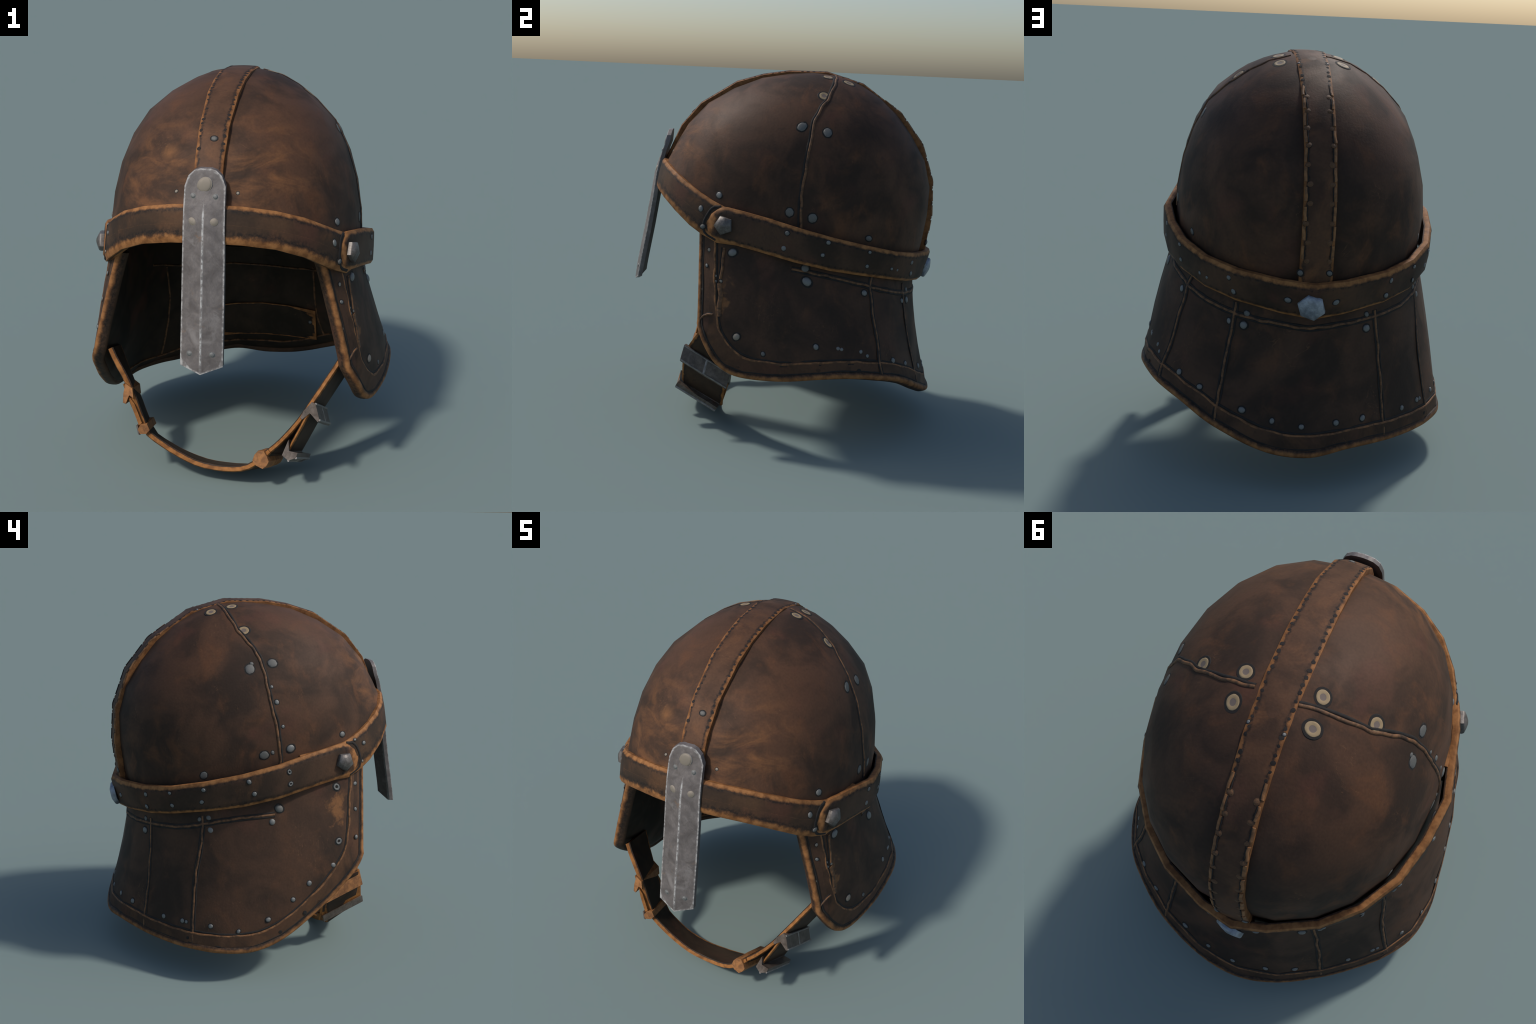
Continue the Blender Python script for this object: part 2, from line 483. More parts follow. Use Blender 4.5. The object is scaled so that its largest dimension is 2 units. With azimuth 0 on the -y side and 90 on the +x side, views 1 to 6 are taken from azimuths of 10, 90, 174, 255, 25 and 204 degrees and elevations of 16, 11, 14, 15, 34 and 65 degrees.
def guard_shell():
    grid = [[guard_point(i, v) for v in ROWS] for i in range(NCOL)]
    nr = len(ROWS)
    nor = []
    for i in range(NCOL):
        for j in range(nr):
            a = grid[min(i + 1, NCOL - 1)][j] - grid[max(i - 1, 0)][j]
            b = grid[i][min(j + 1, nr - 1)] - grid[i][max(j - 1, 0)]
            n = a.cross(b).normalized()
            if n.dot(V((grid[i][j].x, grid[i][j].y - .1, 0))) < 0:
                n = -n
            nor.append(n)
    outer = [p for c in grid for p in c]
    # the lining hangs straighter than the flared outside and meets it at the hem
    inner = []
    for m, (p, n) in enumerate(zip(outer, nor)):
        i, j = m // nr, m % nr
        near = p - n * .056
        head = outer[i * nr] - nor[i * nr] * .048
        back = max(0, 1 - abs(i - (NCOL - 1) / 2) / 10)
        q = ROWS[j] ** (2.4 - 1.5 * back)
        far = V((head.x + (near.x - head.x) * q, head.y + (near.y - head.y) * q, p.z))
        inner.append(near.lerp(far, min(1, min(i, NCOL - 1 - i) / 2.5)))
    for m in range(len(outer)):                           # chamfer the free edge under its binding
        if m // nr in (0, NCOL - 1) or m % nr == nr - 1:
            outer[m] = outer[m] - nor[m] * .009
            inner[m] = inner[m] + nor[m] * .009
    N = len(outer)
    faces, mats = [], []
    for lay in (0, N):
        for i in range(NCOL - 1):
            for j in range(nr - 1):
                faces.append((lay + i * nr + j, lay + (i + 1) * nr + j, lay + (i + 1) * nr + j + 1, lay + i * nr + j + 1))
                mats.append(1 if lay else 0)
    rim = [i * nr for i in range(NCOL)] + [(NCOL - 1) * nr + j for j in range(1, nr)] + [i * nr + nr - 1 for i in range(NCOL - 2, -1, -1)] + [j for j in range(nr - 2, 0, -1)]
    for a, b in zip(rim, rim[1:] + rim[:1]):
        faces.append((a, b, N + b, N + a))
        mats.append(0)
    return build("neck_guard", outer + inner, faces, None, mats), [[(grid[i][j], nor[i * nr + j]) for j in range(nr)] for i in range(NCOL)]

me, GRID = guard_shell()
guard = put("neck_guard", me, [M_SKIRT, M_LINING], angle=60)
T_GUARD = bvh(me)

# boundary of the guard: down the right cheek, round the hem, up the left cheek
nr = len(ROWS)
border = [GRID[0][j] for j in range(0, nr)] + [GRID[i][nr - 1] for i in range(1, NCOL)] + [GRID[NCOL - 1][j] for j in range(nr - 2, -1, -1)]
bpos = catmull([p for p, n in border], 170)
bnor = []
for p in bpos:
    near = sorted(border, key=lambda q: (q[0] - p).length)[:2]
    d = [1 / ((q[0] - p).length + 1e-4) for q in near]
    bnor.append((near[0][1] * d[0] + near[1][1] * d[1]).normalized())
binward = []
for i, p in enumerate(bpos):
    t = (bpos[min(i + 1, len(bpos) - 1)] - bpos[max(i - 1, 0)]).normalized()
    s = bnor[i].cross(t).normalized()
    ctr = V((p.x * .86, .12, .8)) if abs(p.x) > .45 else V((p.x, p.y, 1))
    binward.append(s if s.dot(V((0, .10, .75)) - V((0, p.y, p.z))) > 0 else -s)

def inset(d_front, d_hem):
    """a line running parallel to the border inside the guard"""
    out = []
    for p, s in zip(bpos, binward):
        k = max(0, min(1, (-.05 - p.y) / .30))
        out.append(p + s * (d_hem + (d_front - d_hem) * k))
    for _ in range(28):
        out = [out[0]] + [(out[i - 1] + out[i] * 2 + out[i + 1]) / 4 for i in range(1, len(out) - 1)] + [out[-1]]
    return out

# rolled edge binding
core = [p - n * .027 + s * .016 for p, n, s in zip(bpos, bnor, binward)]
def rounded_box(a, b, n=16, p=2.6):
    out = []
    for i in range(n):
        t = 2 * math.pi * i / n
        out.append((math.copysign(a * abs(math.cos(t)) ** (2 / p), math.cos(t)), math.copysign(b * abs(math.sin(t)) ** (2 / p), math.sin(t))))
    return out
sect = rounded_box(.020, .0315)
vs, fs = sweep(core, bnor, sect, .001, 2)
# pale tan band along the outer corner of the roll
around = [abs(((2 * math.pi * i / 16 - 1.10 + math.pi) % (2 * math.pi)) - math.pi) * .014 for i in range(16)]
buv = [(i // 16 * .02, around[i % 16] + .004) for i in range(len(vs))]
put("edge_binding", build("edge_binding", vs, fs, buv), M_BINDING, angle=70)
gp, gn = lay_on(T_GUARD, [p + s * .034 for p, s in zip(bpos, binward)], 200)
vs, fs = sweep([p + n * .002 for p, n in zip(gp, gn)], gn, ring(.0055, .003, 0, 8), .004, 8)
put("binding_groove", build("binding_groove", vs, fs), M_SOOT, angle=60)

# border strip: a slightly proud second layer between the binding and the welt
line = inset(.112, .088)
prof = []
vs, fs = [], []
P0, N0 = lay_on(T_GUARD, [p + s * .010 for p, s in zip(bpos, binward)], 190)
P1, N1 = lay_on(T_GUARD, line, 190)
for a, na, b, nb in zip(P0, N0, P1, N1):
    vs += [a + na * .006, a.lerp(b, .5) + (na + nb) * .0032, b + nb * .006, b - nb * .006, a - na * .006]
for i in range(len(P0) - 1):
    for j in range(5):
        fs.append((i * 5 + j, (i + 1) * 5 + j, (i + 1) * 5 + (j + 1) % 5, i * 5 + (j + 1) % 5))
put("guard_border", build("guard_border", vs, fs), M_TRIM, angle=60)
welt("border_welt", T_GUARD, line, .0070, .0058, .0062, 1, (M_WELTB, M_SOOT), 1, both=True, n=210)

# ------------------------------------------------------------------ brow band
BROW = [((-.002, -.737, 1.478), (-.002, -.772, 1.312)), ((.15, -.718, 1.472), (.155, -.752, 1.304)), ((.30, -.664, 1.444), (.305, -.700, 1.277)),
        ((.42, -.588, 1.400), (.43, -.622, 1.224)), ((.51, -.486, 1.340), (.515, -.532, 1.160)), ((.548, -.415, 1.306), (.560, -.462, 1.122)),
        ((.580, -.345, 1.278), (.598, -.375, 1.085)), ((.622, -.20, 1.250), (.628, -.22, 1.075)), ((.634, -.08, 1.230), (.640, -.09, 1.06))]
bt = [V((x, y, z)) for (x, y, z), b in BROW]
bb = [V(b) for t, b in BROW]
def mirrored(a):
    return [V((2 * MID - p.x, p.y, p.z)) for p in a]
brow_top = mirrored(bt)[:0:-1] + [V((MID + .0, bt[0].y, bt[0].z))] + bt[1:]
brow_bot = mirrored(bb)[:0:-1] + [V((MID + .0, bb[0].y, bb[0].z))] + bb[1:]
brow = strip("brow_band", brow_top, brow_bot, .048, M_BROW, bulge=.004, rows=(0, .10, .22, .5, .502, .78, .90, 1), two_edges=True)
T_BROW = bvh(brow.data)

# ------------------------------------------------------------------ belt round the back
BELT = [((.0, .862, .990), (.0, .820, .824)), ((.148, .826, .999), (.140, .780, .839)), ((.352, .732, 1.023), (.345, .692, .872)),
        ((.500, .604, 1.054), (.490, .586, .909)), ((.608, .440, 1.097), (.602, .404, .946)), ((.664, .246, 1.144), (.662, .238, .977)),
        ((.690, .050, 1.194), (.688, .040, 1.020)), ((.649, -.13, 1.236), (.654, -.15, 1.062)), ((.622, -.255, 1.266), (.632, -.275, 1.082)),
        ((.596, -.330, 1.278), (.610, -.355, 1.096)), ((.579, -.375, 1.268), (.592, -.400, 1.110)), ((.568, -.405, 1.245), (.577, -.425, 1.138)), ((.562, -.422, 1.212), (.567, -.434, 1.172))]
half_t = [V((x, y, z)) for (x, y, z), b in BELT]
half_b = [V(b) for t, b in BELT]
belt_top = [V((p.x + MID * (0 if i else 1), p.y, p.z)) for i, p in enumerate(half_t)]
belt_bot = [V((p.x + MID * (0 if i else 1), p.y, p.z)) for i, p in enumerate(half_b)]
belt_top = mirrored(half_t)[:0:-1] + belt_top
belt_bot = mirrored(half_b)[:0:-1] + belt_bot
for k, (a, b) in enumerate(zip(belt_top, belt_bot)):       # a touch deeper away from the rounded ends
    if 4 < k < len(belt_top) - 5:
        d = (a - b).normalized()
        a += d * .005
        b -= d * .005
belt = strip("back_belt", belt_top, belt_bot, .040, M_BAND, bulge=.002, ends=.36)
T_BELT = bvh(belt.data)

# shadow line under the rounded belt ends, modelled as a dark bead on the brow
for sgn in (1, -1):
    ring_path = [V((MID + sgn * (x - MID), y, z)) for x, y, z in ((.588, -.360, 1.290), (.568, -.408, 1.266), (.556, -.434, 1.218), (.560, -.448, 1.168), (.580, -.434, 1.120), (.605, -.388, 1.092))]
    gp, gn = lay_on(T_BROW, catmull(ring_path, 30))
    vs, fs = sweep(gp, gn, ring(.0075, .0035, 0, 8), .003, 5)
    put("belt_end_drawn_shadow", build("belt_end_drawn_shadow", vs, fs), M_SOOT, brow, 60)

# ------------------------------------------------------------------ crest strap over the crown
CREST = [(-.760, 1.375, .062), (-.715, 1.471, .062), (-.632, 1.664, .066), (-.522, 1.796, .069), (-.321, 1.925, .075), (-.170, 1.972, .077), (-.024, 1.997, .079),
         (.191, 1.992, .079), (.400, 1.937, .076), (.627, 1.786, .073), (.762, 1.614, .073), (.835, 1.408, .074), (.845, 1.206, .075),
         (.822, .999, .077), (.800, .900, .077)]
ctop, cbot, cnor = [], [], []
for i, (y, z, w) in enumerate(CREST):
    a, b = CREST[max(i - 1, 0)], CREST[min(i + 1, len(CREST) - 1)]
    t = V((0, b[0] - a[0], b[1] - a[1])).normalized()
    n = V((0, -t.z, t.y))
    q, nn, _, _ = T_DOME.find_nearest(V((MID + w, y, z)))
    lift = (V((MID + w, y, z)) - q).dot(n)
    e = max(0, .016 - lift)
    c = V((MID, y, z)) + n * e
    ctop.append(c + V((-w, 0, 0)) - n * .004)
    cbot.append(c + V((w, 0, 0)) - n * .004)
    cnor.append(n)
crest = strip("crest_strap", ctop, cbot, .040, M_CREST, normals=cnor, bulge=.004, rows=(0, .06, .14, .32, .5, .68, .86, .94, 1), rounded=.004)
T_CREST = bvh(crest.data)

# ------------------------------------------------------------------ nasal bar
def nasal_bar():
    # (height, y of the ridge, setback of the sides, half width, drop of the centre below the sides)
    prof = [(1.632, -.706, .002, .026, 0), (1.624, -.708, .002, .050, 0), (1.600, -.714, .004, .076, 0), (1.556, -.722, .006, .092, 0), (1.518, -.738, .008, .0925, 0),
            (1.440, -.768, .018, .0935, 0), (1.384, -.784, .022, .0940, 0), (1.240, -.806, .026, .0960, 0), (1.05, -.838, .028, .0970, 0), (.848, -.876, .030, .0975, .010),
            (.806, -.883, .030, .0975, .026), (.770, -.888, .030, .0975, .032)]
    xm = -.009
    cols = (-1, -.88, -.5, 0, .5, .88, 1)
    grid = [[V((xm + w * c, y + dy * abs(c), z - d * (1 - abs(c)))) for c in cols] for z, y, dy, w, d in prof]
    nc, nr_ = len(cols), len(prof)
    rim = list(range(nc)) + [i * nc + nc - 1 for i in range(1, nr_)] + [(nr_ - 1) * nc + j for j in range(nc - 2, -1, -1)] + [i * nc for i in range(nr_ - 2, 0, -1)]
    front = [p for r in grid for p in r]
    edge_set = set(rim)
    loop = resample([front[i] for i in rim] + [front[0]], 160)
    uv = []
    for k, p in enumerate(front):
        d = 0 if k in edge_set else min((V((q.x, 0, q.z)) - V((p.x, 0, p.z))).length for q in loop)
        uv.append((abs(p.x - xm) + max(0, p.z - 1.515) * 3, d))
    back = [p + V((0, .024, .003)) for p in front]
    N = len(front)
    faces = []
    for off in (0, N):
        for i in range(nr_ - 1):
            for j in range(nc - 1):
                faces.append((off + i * nc + j, off + i * nc + j + 1, off + (i + 1) * nc + j + 1, off + (i + 1) * nc + j))
    for a, b in zip(rim, rim[1:] + rim[:1]):
        faces.append((a, b, N + b, N + a))
    return build("nasal_bar", front + back, faces, uv + [(u, .05) for u, v in uv])

me = nasal_bar()
nasal = put("nasal_bar", me, M_STEEL, angle=25)
T_NASAL = bvh(me)

# ------------------------------------------------------------------ rivets, bolts, eyelets: shared meshes, set on the surfaces
def lathe(name, prof, mats, n=14, squash=0.0, facets=None, smooth=40):
    """prof = [(radius, height, material)] from the rim to the tip"""
    verts, faces, ms = [], [], []
    k = facets or n
    for r, h, m in prof:
        for i in range(k):
            a = 2 * math.pi * i / k
            rr = r * (1 + squash * noise.noise(V((math.cos(a) * 1.7, math.sin(a) * 1.7, len(verts) * .1))))
            verts.append(V((rr * math.cos(a), rr * math.sin(a), h)))
    for j in range(len(prof) - 1):
        for i in range(k):
            faces.append((j * k + i, j * k + (i + 1) % k, (j + 1) * k + (i + 1) % k, (j + 1) * k + i))
            ms.append(prof[j + 1][2])
    faces.append(tuple((len(prof) - 1) * k + i for i in range(k)))
    ms.append(prof[-1][2])
    faces.append(tuple(range(k))[::-1])
    ms.append(prof[0][2])
    me = build(name, verts, faces, None, ms)
    for m in mats:
        me.materials.append(m)
    me.polygons.foreach_set("use_smooth", [True] * len(me.polygons))
    me.set_sharp_from_angle(angle=math.radians(smooth))
    return me

def rivet_mesh(name, mat):
    return lathe(name, [(1.48, -.35, 0), (1.38, .04, 0), (1.02, .10, 0), (1.0, .22, 1), (.90, .50, 1), (.66, .74, 1), (.36, .86, 1), (.12, .89, 1)], [M_SOOT, mat], 14, .10)
RIVETS = {"steel": rivet_mesh("rivet", M_RIVET), "dull": rivet_mesh("dull_rivet", M_DISC), "brass": rivet_mesh("tarnished_rivet", M_BRASS)}
HOLLOW = lathe("hollow_rivet", [(1.55, -.35, 0), (1.45, .05, 0), (1.02, .10, 0), (1.0, .30, 1), (.86, .46, 1), (.58, .44, 1), (.44, .16, 1), (.38, .10, 0), (.1, .10, 0)], [M_SOOT, M_RIVET], 16, .06)
EYELET = lathe("eyelet", [(1.56, -.3, 0), (1.46, .04, 0), (1.08, .08, 0), (1.06, .16, 1), (.92, .24, 1), (.62, .20, 1), (.52, .14, 1), (.48, .13, 2), (.2, .13, 2)], [M_SOOT, M_EYELET, M_EYECORE], 24, .05)

def seat(tree, p):
    q, n, _, _ = tree.find_nearest(V(p))
    out = V((q.x, q.y - .05, max(0, q.z - 1.1)))
    return q, (n if n.dot(out) > 0 else -n)

def set_on(name, me, tree, p, r, parent=root, flat=1.0, roll=None, lift=0.0, face=None):
    q, n = seat(tree, p)
    n = V(face).normalized() if face else n
    ob = bpy.data.objects.new(name, me)
    bpy.context.scene.collection.objects.link(ob)
    rot = n.to_track_quat("Z", "Y").to_matrix().to_4x4()
    spin = Matrix.Rotation(random.uniform(0, 6.28) if roll is None else roll, 4, "Z")
    sx = 1 if roll is not None else random.uniform(.88, 1.12)
    ob.matrix_world = Matrix.Translation(q + n * lift) @ rot @ spin @ Matrix.Diagonal((r * sx, r / sx, r * flat, 1))
    ob.parent = parent
    return ob

# (kind, place, radius): each is dropped onto the surface it belongs to
ON_GUARD = [
    ("steel", (0.608, -0.285, 1.039), 0.021), ("steel", (0.576, -0.426, 0.956), 0.009), ("brass", (0.565, -0.414, 1.04), 0.009),
    ("brass", (0.589, -0.45, 0.829), 0.009), ("steel", (0.608, -0.367, 0.909), 0.007), ("steel", (0.614, -0.366, 0.881), 0.007),
    ("brass", (0.616, -0.372, 0.856), 0.007), ("brass", (0.62, -0.34, 0.884), 0.008), ("steel", (0.637, -0.375, 0.737), 0.007),
    ("steel", (0.644, -0.367, 0.71), 0.008), ("steel", (0.651, -0.361, 0.679), 0.006), ("brass", (0.69, -0.242, 0.603), 0.018),
    ("steel", (0.664, 0.113, 0.912), 0.023), ("dull", (0.729, -0.098, 0.527), 0.011), ("dull", (0.646, 0.102, 0.98), 0.020),
    ("steel", (0.596, 0.429, 0.85), 0.015), ("steel", (0.377, 0.673, 0.765), 0.012), ("steel", (0.752, 0.175, 0.584), 0.014),
    ("steel", (0.741, 0.293, 0.578), 0.010), ("steel", (0.74, 0.312, 0.574), 0.009), ("steel", (0.706, 0.418, 0.556), 0.010),
    ("steel", (0.697, 0.454, 0.532), 0.009), ("steel", (0.598, 0.605, 0.483), 0.014), ("steel", (0.502, 0.69, 0.442), 0.013),
    ("steel", (0.306, 0.798, 0.37), 0.015), ("steel", (0.165, 0.844, 0.334), 0.012), ("dull", (0.294, 0.705, 0.812), 0.014),
    ("steel", (0.309, 0.71, 0.756), 0.017), ("steel", (0.028, 0.861, 0.312), 0.012), ("steel", (-0.14, 0.837, 0.322), 0.013),
    ("steel", (-0.276, 0.786, 0.324), 0.014), ("steel", (-0.5, 0.642, 0.314), 0.012), ("steel", (-0.599, 0.558, 0.321), 0.012),
    ("dull", (-0.284, 0.713, 0.815), 0.012), ("steel", (-0.286, 0.718, 0.749), 0.017), ("steel", (-0.705, 0.422, 0.321), 0.012),
    ("steel", (-0.759, 0.277, 0.302), 0.010), ("steel", (-0.762, 0.115, 0.358), 0.013), ("steel", (-0.739, -0.024, 0.456), 0.012),
    ("steel", (-0.717, -0.118, 0.535), 0.014), ("steel", (-0.685, -0.262, 0.615), 0.014), ("hollow", (-0.66, -0.298, 0.741), 0.017),
    ("hollow", (-0.617, -0.297, 1.037), 0.018), ("dull", (-0.66, 0.036, 0.947), 0.021), ("steel", (-0.672, 0.076, 0.879), 0.016),
    ("steel", (-0.578, -0.417, 1.038), 0.011), ("steel", (-0.611, -0.413, 0.901), 0.010), ("steel", (-0.647, -0.411, 0.751), 0.011),
    ("steel", (-0.606, 0.404, 0.831), 0.015), ("dull", (-0.571, 0.464, 0.884), 0.011), ("dull", (-0.592, 0.412, 0.897), 0.013),
    ("steel", (-0.618, 0.540, 0.321), 0.009), ("steel", (-0.600, 0.560, 0.321), 0.010)]
ON_BELT = [
    ("steel", (0.685, -0.019, 1.087), 0.014), ("dull", (0.686, -0.004, 1.168), 0.013), ("steel", (0.668, 0.214, 1.126), 0.012),
    ("steel", (0.671, 0.188, 1.059), 0.011), ("steel", (0.604, 0.439, 1.073), 0.010), ("steel", (0.594, 0.428, 0.996), 0.011),
    ("steel", (0.498, 0.567, 0.971), 0.009), ("steel", (0.465, 0.595, 0.96), 0.008), ("steel", (0.375, 0.695, 0.985), 0.012),
    ("steel", (0.348, 0.692, 0.92), 0.013), ("steel", (0.113, 0.81, 0.915), 0.015), ("steel", (-0.107, 0.814, 0.908), 0.015),
    ("steel", (-0.377, 0.709, 0.987), 0.012), ("steel", (-0.356, 0.693, 0.914), 0.013), ("steel", (-0.509, 0.599, 1.026), 0.010),
    ("steel", (-0.496, 0.58, 0.958), 0.011), ("steel", (-0.618, 0.44, 1.064), 0.012), ("steel", (-0.599, 0.444, 0.994), 0.012),
    ("steel", (-0.685, 0.211, 1.114), 0.013), ("steel", (-0.688, 0.181, 1.047), 0.013), ("hollow", (-0.702, -0.006, 1.16), 0.013),
    ("hollow", (-0.701, -0.015, 1.093), 0.013)]
ON_BROW = [("steel", (-0.569, -0.411, 1.285), 0.008), ("steel", (-0.549, -0.472, 1.26), 0.012), ("brass", (-0.571, -0.461, 1.163), 0.007),
           ("steel", (0.537, -0.465, 1.255), 0.016), ("dull", (0.561, -0.45, 1.163), 0.014)]
ON_DOME = [
    ("steel", (0.536, -0.369, 1.331), 0.019), ("steel", (-0.566, -0.337, 1.318), 0.017), ("disc", (-0.559, 0.426, 1.129), 0.022),
    ("disc", (-0.633, 0.117, 1.24), 0.026), ("steel", (-0.628, -0.028, 1.268), 0.024), ("dull", (-0.637, 0.072, 1.253), 0.011),
    ("steel", (-0.562, 0.064, 1.591), 0.009), ("steel", (-0.587, 0.042, 1.513), 0.014), ("steel", (-0.616, 0.013, 1.387), 0.010),
    ("disc", (0.494, 0.051, 1.707), 0.028), ("disc", (0.496, 0.187, 1.683), 0.027), ("disc", (0.614, 0.005, 1.268), 0.025),
    ("disc", (0.616, 0.127, 1.243), 0.027), ("dull", (0.541, 0.433, 1.137), 0.018), ("disc", (-0.515, 0.172, 1.68), 0.029),
    ("disc", (-0.51, 0.049, 1.707), 0.027), ("dull", (-0.506, 0.160, 1.708), 0.011), ("brass", (-0.153, -0.66, 1.516), 0.008),
    ("brass", (0.126, -0.661, 1.517), 0.008), ("eyelet", (0.335, 0.167, 1.871), 0.028), ("eyelet", (0.142, 0.191, 1.965), 0.027),
    ("eyelet", (0.145, 0.309, 1.938), 0.029), ("eyelet", (-0.353, 0.167, 1.859), 0.028), ("eyelet", (-0.152, 0.188, 1.964), 0.027),
    ("eyelet", (-0.158, 0.305, 1.935), 0.029)]
ON_CREST = [("dull", (0.066, 0.824, 1.045), 0.014), ("dull", (-0.068, 0.824, 1.046), 0.013), ("dull", (0.002, -0.567, 1.742), 0.014),
            ("steel", (0.062, 0.365, 1.946), 0.007), ("steel", (-0.075, 0.366, 1.945), 0.007)]
DISC = lathe("seam_disc", [(1.35, -.35, 0), (1.28, .03, 0), (1.0, .06, 0), (1.0, .16, 1), (.88, .34, 1), (.55, .46, 1), (.25, .50, 1)], [M_SOOT, M_DISC], 18, .16)
KIND = {"steel": ("rivet", RIVETS["steel"]), "dull": ("dull_rivet", RIVETS["dull"]), "brass": ("tarnished_rivet", RIVETS["brass"]),
        "hollow": ("hollow_rivet", HOLLOW), "eyelet": ("eyelet", EYELET), "disc": ("seam_disc", DISC)}
for table, tree, owner in ((ON_GUARD, T_GUARD, guard), (ON_BELT, T_BELT, belt), (ON_BROW, T_BROW, brow), (ON_DOME, T_DOME, dome), (ON_CREST, T_CREST, crest)):
    for kind, p, r in table:
        nm, mesh = KIND[kind]
        k = .86 if owner is dome and kind != "eyelet" else 1.02 if owner is guard else .92
        set_on(nm, mesh, tree, p, r * k, owner, .42 if owner is dome else .58)

# nasal bar: one large head, three pairs of small ones
set_on("nasal_rivet", lathe("nasal_rivet", [(1.12, -.3, 0), (1.1, .05, 0), (1.0, .10, 1), (.96, .22, 1), (.78, .34, 1), (.45, .42, 1), (.15, .44, 1)], [M_STEEL, M_BRASS], 20), T_NASAL, (-.011, -.735, 1.565), .032, nasal, .45)
SMALL_BRASS = lathe("nasal_pin", [(1.35, -.3, 0), (1.25, .06, 0), (1.0, .12, 1), (.92, .35, 1), (.6, .58, 1), (.2, .66, 1)], [M_BRASS, M_RIVET], 14, .08)
PLUG = lathe("nasal_plug", [(1.12, -.3, 0), (1.08, .08, 0), (.98, .16, 1), (.7, .34, 1), (.25, .42, 1)], [M_BRASS, M_BRASS], 16, .06)
for dx, z, r, me_ in ((.052, 1.522, .0105, SMALL_BRASS), (.052, 1.412, .016, PLUG), (.061, .832, .011, SMALL_BRASS)):
    for sgn in (-1, 1):
        set_on(me_.name, me_, T_NASAL, (-.009 + sgn * dx, -.90 + (z - .8) * .2, z), r, nasal, .7)

# faceted bolts: five-sided caps at the temples, a six-sided one at the nape
def bolt_mesh(name, sides, r, h, tip, mat):
    return lathe(name, [(r * .98, -.012, 0), (r, h * .55, 0), (r * .93, h, 0), (r * .52, h + tip * .62, 0), (r * .16, h + tip, 0)], [mat], facets=sides, smooth=62)
TEMPLE = bolt_mesh("temple_bolt", 5, .054, .020, .016, M_BOLT)
set_on("temple_bolt", TEMPLE, T_BELT, (.612, -.337, 1.182), 1.0, belt, 1, math.radians(40), 0, (.96, -.26, .10))
set_on("temple_bolt", TEMPLE, T_BELT, (-.628, -.335, 1.180), 1.0, belt, 1, math.radians(54), 0, (-.96, -.26, .10))
set_on("nape_bolt", bolt_mesh("nape_bolt", 6, .066, .016, .012, M_BACKBOLT), T_BELT, (.010, .845, .884), 1.0, belt, 1, math.radians(43))

# ------------------------------------------------------------------ seams on the guard
S1 = [(.545, .471, .935), (.569, .463, .884), (.582, .473, .822), (.611, .485, .724), (.628, .501, .65), (.648, .514, .577), (.68, .524, .486), (.690, .538, .41)]
S2 = [(.345, .677, .857), (.352, .683, .797), (.364, .694, .711), (.382, .706, .65), (.400, .731, .511), (.42, .759, .384), (.436, .779, .30)]
S3 = [(-.327, .693, .83), (-.330, .694, .79), (-.349, .698, .668), (-.368, .709, .506), (-.379, .721, .38), (-.389, .731, .286), (-.400, .74, .195)]
S4 = [(-.580, .44, .905), (-.589, .443, .839), (-.602, .463, .703), (-.613, .488, .571), (-.631, .499, .45), (-.656, .511, .294), (-.672, .512, .21)]
for i, s in enumerate((S1, S2, S3, S4)):
    welt("guard_seam", T_GUARD, catmull(s, 40), (.0062), .0042, .0055, 1, (M_WELT, M_SOOT), 10 + i, both=True, parent=guard)
NECK = [(.649, .03, .973), (.649, .151, .955), (.633, .279, .929), (.58, .433, .888), (.502, .552, .848), (.346, .685, .804), (.184, .755, .786), (0, .785, .767),
        (-.166, .76, .784), (-.33, .692, .801), (-.508, .549, .828), (-.588, .442, .861), (-.645, .268, .899), (-.667, .060, .918)]
welt("neck_seam", T_GUARD, catmull(NECK, 90), .0068, .0045, .0058, 1, (M_WELT, M_SOOT), 20, both=True, parent=guard)

# rubbed, thickened lip beside the right cheek welt, and a crease across the border
welt("worn_lip", T_GUARD, catmull([(.593, -.334, 1.06), (.606, -.337, .97), (.617, -.342, .895)], 14), .008, .006, .004, 1, (M_WELT, M_SOOT), 31, parent=guard)
welt("worn_lip", T_GUARD, catmull([(.620, -.346, .872), (.631, -.338, .80), (.643, -.340, .74), (.652, -.334, .70)], 16), .014, .007, .004, 1, (M_WELT, M_SOOT), 32, parent=guard)
welt("border_crease", T_GUARD, catmull([(.623, -.450, .672), (.637, -.416, .698), (.642, -.375, .706)], 12), .006, .0075, .004, -1, (M_WELT, M_SOOT), 33, parent=guard)
HOLE = lathe("punched_hole", [(1, -.3, 0), (1, .22, 0), (.5, .26, 0)], [M_SOOT], 12, .1)
for p, r in (((.747, .408, .461), .013), ((-.701, -.277, .485), .012), ((-.743, -.092, .375), .012), ((-.77, .048, .285), .010), ((-.655, .545, .24), .009)):
    set_on("punched_hole", HOLE, T_GUARD, p, r, guard, 1, None, .002)

# ------------------------------------------------------------------ seams of the dome, running down from the crest along the axis plane
for sgn, pts, sd in ((1, [(.085, .242, 1.97), (.129, .240, 1.963), (.244, .222, 1.919), (.337, .193, 1.858), (.397, .158, 1.811), (.473, .118, 1.739), (.513, .104, 1.661),
                          (.557, .089, 1.556), (.586, .076, 1.465), (.609, .065, 1.347), (.621, .065, 1.19)], 41),
                     (-1, [(-.085, .252, 1.975), (-.150, .240, 1.963), (-.247, .224, 1.926), (-.348, .199, 1.86), (-.42, .155, 1.804), (-.481, .119, 1.747), (-.512, .105, 1.700),
                           (-.558, .088, 1.601), (-.596, .071, 1.483), (-.615, .047, 1.398), (-.632, .035, 1.269), (-.635, .029, 1.19)], 42)):
    welt("dome_seam", T_DOME, catmull(pts, 70), .0072, .0048, .0065, sgn, (M_WELT, M_SOOT), sd, parent=dome)

